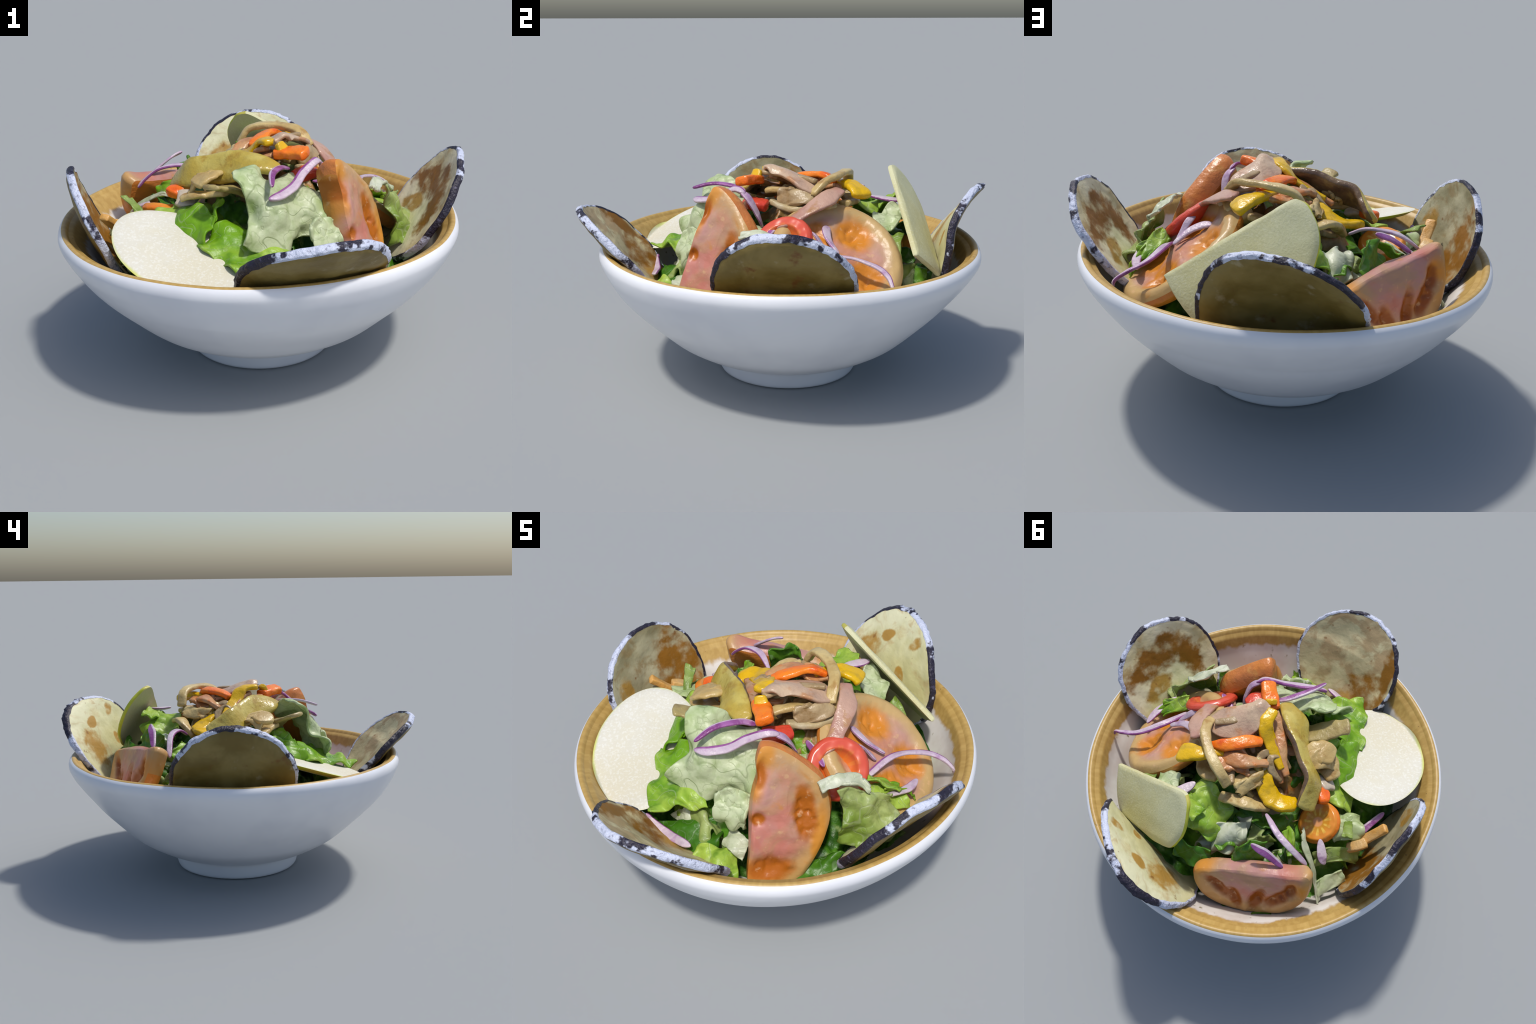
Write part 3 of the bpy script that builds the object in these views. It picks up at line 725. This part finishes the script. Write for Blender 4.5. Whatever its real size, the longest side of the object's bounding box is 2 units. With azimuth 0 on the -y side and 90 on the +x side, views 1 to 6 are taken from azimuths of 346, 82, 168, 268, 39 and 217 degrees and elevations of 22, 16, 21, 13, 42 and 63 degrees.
# thin stretched webs of fried mushroom between the strips
for G, mt, sd in (([[(.20, .24, .95), (.10, .27, .96), (.03, .29, .94)], [(.12, .18, .955), (.04, .20, .94), (-.02, .24, .92)], [(.03, .12, .95), (-.05, .15, .91), (-.08, .22, .88)]], CORAL, 1),
                  ([[(-.03, .31, .91), (-.06, .24, .90), (-.10, .14, .895)], [(-.08, .33, .86), (-.11, .25, .86), (-.14, .18, .85)]], MUSH, 2),
                  ([[(.02, -.13, .965), (-.06, -.06, .935), (-.13, .02, .905)], [(-.02, -.12, .945), (-.08, -.03, .91), (-.14, .06, .87)]], CORAL, 3),
                  ([[(.16, -.05, .95), (.22, .03, .96), (.25, .10, .95)], [(.19, -.06, .88), (.26, .02, .89), (.28, .11, .89)]], GREY, 4),
                  ([[(-.20, -.02, .87), (-.24, -.10, .90), (-.28, -.16, .89)], [(-.26, .02, .82), (-.31, -.06, .85), (-.36, -.10, .82)]], MUSH, 5)):
    V, F = leaf_mesh(G, n=30, wrinkle=.018, ruffle=.02, thick=.02, seed=sd, rag=.14)
    label(mesh_object("fried_mushroom_web", V, F, [mt]), "torn soft piece of fried mushroom", "mushroom piece")

# loose curls tangled over the heap
rng = random.Random(5)
for kk in range(9):
    a, q = rng.uniform(0, TAU), math.sqrt(rng.random())
    cx, cy = -.01 + .23 * q * math.cos(a), .06 + .23 * q * math.sin(a)
    b, bendy, ln = rng.uniform(0, TAU), rng.uniform(-2.6, 2.6), rng.uniform(.10, .20)
    pts = []
    for t in (-.5, -.25, 0, .25, .5):
        ang = b + bendy * t
        px, py = cx + ln * t * math.cos(ang), cy + ln * t * math.sin(ang)
        qq = math.hypot(px + .01, py - .06) / .29
        pts.append((px, py, .905 - .20 * qq ** 2.4 + .035 * math.cos(3.0 * t) + rng.uniform(-.02, .015)))
    strip("mushroom_strip", pts, [.02, rng.uniform(.03, .045), rng.uniform(.03, .05), .035, .018], .034, [rng.choice([MUSH, GREY, MUSH, CORAL, AUB])], *MS, seed=40 + kk, roll=rng.uniform(-.8, .8), n=36)

# raw red onion strips: pale flesh with a purple skin edge
ONI = fried("red_onion_flesh", (.50, .37, .48), (.62, .52, .58), (.38, .20, .38), 8, .35, 1)
ONP = fried("red_onion_skin", (.22, .055, .20), (.34, .12, .33), (.42, .22, .42), 8, .3, 2)
OT = ("thin curved strip of raw red onion", "red onion strip")
def onion(path, w, t=.022, split=((.0, .12), (.88, 1.0)), roll=0.0, seed=1, **kw):
    strip("red_onion_strip", path, [.82 * v for v in w], t, [ONI, ONP], *OT, split=split, roll=roll, seed=seed, lump=.06, taper=(1.2, 1.2), **kw)
ALL = ((.0, .30), (.70, 1.0))
onion([(-.067, -.44, .918), (-.036, -.339, .943), (.025, -.241, .937), (.078, -.198, .917)], [.022, .035, .04, .035], .022, ALL, 0, 1)
onion([(-.081, -.432, .862), (-.02, -.41, .868), (.05, -.36, .885), (.111, -.302, .925), (.18, -.255, .955), (.215, -.215, .94)], [.03, .05, .055, .05, .045, .04], .028, ((.3, .62),), .5, 2)
onion([(.19, -.235, .95), (.232, -.20, .915), (.245, -.165, .85), (.243, -.139, .783)], [.04, .05, .045, .03], .022, ((.0, .05),), .2, 3)
onion([(-.229, .285, .79), (-.29, .32, .825), (-.353, .349, .828), (-.43, .362, .81), (-.50, .363, .765), (-.536, .361, .728)], [.02, .035, .04, .04, .035, .025], .022, ((.38, .62),), 0, 4)
onion([(-.287, .476, .86), (-.33, .47, .845), (-.37, .46, .825), (-.458, .45, .765)], [.03, .045, .05, .03], .022, ALL, .3, 5)
onion([(.185, .53, .875), (.14, .45, .882), (.117, .394, .89)], [.05, .065, .05], .025, ((.0, .1), (.4, .6)), 0, 6)
onion([(.331, .148, .80), (.38, .13, .79), (.44, .13, .762), (.507, .159, .715)], [.05, .05, .04, .025], .022, ((.0, .06),), -.4, 7)
onion([(.40, .03, .80), (.43, .064, .79), (.46, .09, .75), (.492, .109, .703)], [.03, .04, .035, .02], .02, ((.0, .06),), -.4, 8)
onion([(.762, .34, .60), (.756, .333, .632), (.70, .325, .668), (.623, .285, .692), (.542, .168, .712), (.498, .022, .673)], [.012, .018, .028, .036, .042, .035], .022, ((.0, .2), (.85, 1.)), 0, 9)
onion([(-.245, -.617, .54), (-.18, -.625, .515), (-.103, -.627, .50), (0, -.637, .515), (.04, -.637, .52)], [.03, .045, .05, .045, .03], .022, ((.38, .62),), .4, 10)
onion([(-.60, .06, .63), (-.629, .024, .645), (-.67, -.12, .68)], [.03, .045, .03], .02, ALL, 0, 11)
onion([(.62, -.02, .655), (.66, .10, .63), (.66, .19, .62)], [.03, .05, .03], .022, ((.38, .62),), 0, 12)
onion([(-.50, .20, .70), (-.56, .26, .66), (-.585, .27, .63)], [.04, .06, .04], .025, ((.0, .06),), 0, 13)
onion([(.23, -.05, .80), (.32, -.10, .80), (.38, -.13, .78)], [.03, .045, .03], .02, ALL, 0, 14)
CAR = fried("carrot", (.68, .33, .06), (.62, .40, .16), None, 6, .4, 14)
for p in ([(-.64, .09, .60), (-.676, .038, .65), (-.735, -.036, .733)], [(-.62, .13, .62), (-.66, .10, .65), (-.69, .06, .665)]):
    strip("carrot_stick", p, .05, .05, [CAR], "square cut stick of orange carrot", "carrot stick", square=5, lump=.05, seed=31)

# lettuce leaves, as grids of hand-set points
leaf([[(-.205, -.305, .965), (-.12, -.235, .945), (-.04, -.20, .90), (.09, -.19, .86), (.20, -.24, .82)],
      [(-.200, -.355, .93), (-.12, -.33, .905), (-.03, -.31, .885), (.09, -.28, .86), (.20, -.30, .82)],
      [(-.172, -.38, .835), (-.10, -.40, .84), (-.01, -.385, .83), (.10, -.345, .81), (.20, -.35, .78)],
      [(-.18, -.44, .75), (-.10, -.455, .75), (.00, -.43, .74), (.09, -.385, .73), (.19, -.38, .72)],
      [(-.215, -.475, .69), (-.10, -.48, .645), (-.02, -.44, .63), (.05, -.40, .655), (.17, -.38, .66)]], "p", n=80, wrinkle=.024, ruffle=.018, thick=.012, seed=3, rag=.03, wf=.8)
leaf([[(.08, -.47, .745), (.15, -.44, .77), (.23, -.42, .75)], [(.075, -.51, .70), (.15, -.515, .71), (.23, -.47, .70)], [(.09, -.51, .64), (.15, -.515, .635), (.22, -.48, .63)], [(.12, -.47, .595), (.16, -.475, .59), (.2, -.46, .59)]], "p", n=50, wrinkle=.035, ruffle=.02, thick=.016, seed=8, freq=3)
leaf([[(.14, -.47, 0.560), (.2, -.48, 0.560), (.24, -.48, 0.540)], [(.13, -.55, 0.520), (.19, -.56, 0.520), (.25, -.55, 0.490)]], "w", n=30, seed=9)
leaf([[(-.17, -.645, .59), (-.12, -.60, .62), (-.05, -.55, .62), (.03, -.49, .61)],
      [(-.25, -.57, .60), (-.18, -.52, .64), (-.10, -.48, .65), (-.03, -.44, .65)],
      [(-.32, -.46, .635), (-.25, -.42, .67), (-.19, -.39, .69), (-.12, -.36, .69)],
      [(-.37, -.35, .66), (-.30, -.31, .71), (-.24, -.28, .74), (-.18, -.26, .74)]], "b", n=64, wrinkle=.018, ruffle=.02, seed=12)
leaf([[(-.37, -.37, .67), (-.31, -.34, .73), (-.27, -.30, .76)], [(-.42, -.24, .68), (-.35, -.20, .74), (-.30, -.18, .76)], [(-.50, -.10, .69), (-.42, -.07, .74), (-.36, -.08, .76)], [(-.54, -.02, .69), (-.46, .02, .72), (-.38, .02, .74)]], "b", n=50, wrinkle=.025, ruffle=.025, seed=14)
leaf([[(-.30, -.30, .745), (-.26, -.27, .79), (-.22, -.24, .81)], [(-.28, -.20, .76), (-.25, -.16, .80), (-.22, -.14, .81)]], "b", n=30, wrinkle=.03, ruffle=.03, seed=15)
leaf([[(-.19, -.60, 0.510), (-.06, -.52, 0.530), (.05, -.44, 0.540)], [(-.14, -.64, 0.460), (0, -.58, 0.490), (.1, -.5, 0.500)], [(-.06, -.68, 0.420), (.04, -.64, 0.440), (.13, -.56, 0.460)]], "d", n=44, wrinkle=.04, ruffle=.03, seed=17)
leaf([[(.03, -.60, 0.490), (.12, -.56, 0.510), (.2, -.53, 0.490)], [(.06, -.65, 0.460), (.16, -.63, 0.480), (.25, -.58, 0.460)], [(.12, -.71, 0.425), (.21, -.69, 0.430), (.30, -.65, 0.430)]], "b", n=44, wrinkle=.022, ruffle=.02, seed=18)
leaf([[(.44, -.34, 0.380), (.50, -.28, 0.400), (.55, -.20, 0.400)], [(.46, -.42, 0.360), (.53, -.36, 0.370), (.59, -.28, 0.370)], [(.50, -.46, 0.370), (.57, -.41, 0.370), (.63, -.34, 0.370)]], "b", n=40, wrinkle=.025, ruffle=.02, seed=19)
# leaf by the right aubergine slice: white folded rim over green blade
leaf([[(.43, -.25, .805), (.48, -.17, .825), (.53, -.10, .79), (.59, -.10, .755)], [(.47, -.27, .785), (.515, -.20, .80), (.56, -.14, .77), (.605, -.12, .74)]], "w", n=34, wrinkle=.014, ruffle=.016, thick=.014, seed=21)
leaf([[(.50, -.215, .785), (.55, -.155, .77), (.60, -.10, .75), (.63, -.02, .70)], [(.53, -.21, .70), (.585, -.165, .68), (.63, -.10, .66), (.66, -.0, .63)],
      [(.53, -.225, .60), (.61, -.18, .59), (.66, -.12, .57), (.69, -.03, .55)], [(.53, -.26, .50), (.60, -.23, .49), (.66, -.17, .48), (.70, -.08, .48)]], "o", n=70, wrinkle=.032, ruffle=.035, seed=22, rag=.08)
leaf([[(.52, -.03, .69), (.57, .05, .66), (.61, .11, .63)], [(.57, -.06, .66), (.62, .01, .63), (.66, .08, .59)], [(.62, -.08, .60), (.66, 0, .58), (.69, .08, .55)]], "b", n=40, wrinkle=.018, ruffle=.02, seed=23)
leaf([[(.60, .0, .68), (.64, .06, .66), (.68, .10, .62)], [(.60, .06, .62), (.65, .10, .60), (.69, .14, .56)]], "b", n=30, seed=24, ruffle=.03)
leaf([[(.12, -.03, .79), (.20, .04, .79), (.27, .09, .77)], [(.16, -.07, .76), (.23, -.0, .755), (.30, .05, .74)], [(.19, -.11, .71), (.26, -.05, .70), (.33, .0, .69)]], "b", n=40, wrinkle=.03, ruffle=.03, seed=25)
leaf([[(.19, -.19, .78), (.25, -.12, .78), (.30, -.07, .76)], [(.23, -.23, .73), (.30, -.17, .73), (.36, -.11, .71)]], "p", n=34, wrinkle=.025, ruffle=.03, seed=26)
# behind the pile, between it and the standing pear slice
leaf([[(-.0, .56, .865), (.06, .55, .87), (.13, .53, .87)], [(.0, .47, .84), (.09, .45, .85), (.17, .43, .85)]], "b", n=34, wrinkle=.016, ruffle=.02, seed=27)
leaf([[(.16, .56, .84), (.24, .53, .83), (.32, .50, .80)], [(.18, .47, .83), (.26, .44, .81), (.34, .42, .77)], [(.22, .40, .80), (.29, .37, .78), (.36, .35, .73)]], "p", n=44, wrinkle=.03, ruffle=.03, seed=28)
leaf([[(.35, .50, .76), (.42, .47, .71), (.48, .46, .64)], [(.34, .42, .74), (.42, .40, .69), (.50, .40, .62)]], "o", n=34, wrinkle=.025, ruffle=.025, seed=29)
leaf([[(.165, .415, .83), (.10, .34, .84), (.02, .335, .80), (-.07, .345, .76)], [(.125, .45, .845), (.055, .42, .835), (-.01, .40, .785), (-.09, .375, .75)], [(.08, .51, .835), (.01, .505, .825), (-.045, .49, .79), (-.10, .44, .74)], [(.04, .56, .78), (-.03, .555, .75), (-.075, .54, .71), (-.12, .50, .68)]],
     "b", n=56, wrinkle=.018, ruffle=.02, seed=31)
leaf([[(-.04, .47, .77), (-.11, .42, .77), (-.17, .36, .75)], [(-.08, .52, .73), (-.14, .48, .745), (-.21, .42, .73)], [(-.10, .57, .66), (-.17, .54, .68), (-.24, .48, .67)]], "w", n=40, wrinkle=.016, ruffle=.02, seed=32)
leaf([[(-.22, .505, .80), (-.265, .47, .84), (-.32, .40, .80)], [(-.22, .54, .73), (-.28, .50, .75), (-.34, .44, .73)], [(-.23, .57, .65), (-.29, .53, .65), (-.36, .48, .65)]], "d", n=46, wrinkle=.022, ruffle=.04, seed=33, rag=.09)
leaf([[(-.36, .30, .78), (-.40, .34, .75), (-.43, .38, .72)], [(-.34, .24, .72), (-.40, .28, .70), (-.46, .33, .68)]], "b", n=34, wrinkle=.025, ruffle=.03, seed=34)
leaf([[(-.10, .57, .70), (-.02, .62, .72), (.06, .63, .74)], [(-.14, .62, .62), (-.05, .68, .63), (.05, .69, .65)]], "d", n=34, wrinkle=.025, ruffle=.03, seed=35)
leaf([[(-.40, .20, 0.720), (-.42, .25, 0.730)], [(-.45, .25, 0.710), (-.475, .30, 0.705)], [(-.52, .29, 0.670), (-.545, .335, 0.660)], [(-.585, .34, 0.580), (-.61, .38, 0.570)], [(-.64, .38, 0.500), (-.66, .43, 0.480)]], "w", n=34, wrinkle=.010, ruffle=.01, seed=36)
leaf([[(-.49, .25, 0.605), (-.55, .20, 0.660), (-.62, .14, 0.645), (-.68, .10, 0.595)], [(-.54, .29, 0.575), (-.60, .235, 0.615), (-.655, .185, 0.605), (-.70, .15, 0.555)]], "o", n=40, wrinkle=.022, ruffle=.03, seed=37)
leaf([[(-.58, .36, 0.560), (-.62, .29, 0.590), (-.66, .22, 0.590)], [(-.63, .39, 0.510), (-.67, .32, 0.540), (-.70, .25, 0.540)]], "p", n=36, wrinkle=.022, ruffle=.03, seed=38)
leaf([[(-.47, .07, 0.705), (-.53, -.0, 0.705), (-.58, -.04, 0.670)], [(-.51, .12, 0.680), (-.57, .06, 0.690), (-.63, .01, 0.660)], [(-.55, .15, 0.640), (-.61, .10, 0.650), (-.67, .05, 0.620)]], "p", n=38, wrinkle=.018, ruffle=.025, seed=39)
leaf([[(.66, .03, .66), (.60, -.0, .70), (.54, -.04, .73)], [(.64, .10, .62), (.57, .07, .66), (.51, .02, .69)]], "b", n=32, seed=40)
leaf([[(-.56, .0, 0.670), (-.60, .07, 0.730), (-.64, .13, 0.770)], [(-.53, .02, 0.670), (-.56, .08, 0.720), (-.59, .14, 0.740)]], "o", n=34, wrinkle=.015, ruffle=.03, rag=.12, seed=42)
leaf([[(-.08, .12, 0.770), (-.18, .06, 0.760), (-.25, -.02, 0.760)], [(-.05, .25, 0.740), (-.2, .22, 0.700), (-.33, .10, 0.680)], [(-.1, .35, 0.700), (-.25, .32, 0.680), (-.36, .22, 0.660)]], "d", n=36, wrinkle=.02, ruffle=.02, seed=43)
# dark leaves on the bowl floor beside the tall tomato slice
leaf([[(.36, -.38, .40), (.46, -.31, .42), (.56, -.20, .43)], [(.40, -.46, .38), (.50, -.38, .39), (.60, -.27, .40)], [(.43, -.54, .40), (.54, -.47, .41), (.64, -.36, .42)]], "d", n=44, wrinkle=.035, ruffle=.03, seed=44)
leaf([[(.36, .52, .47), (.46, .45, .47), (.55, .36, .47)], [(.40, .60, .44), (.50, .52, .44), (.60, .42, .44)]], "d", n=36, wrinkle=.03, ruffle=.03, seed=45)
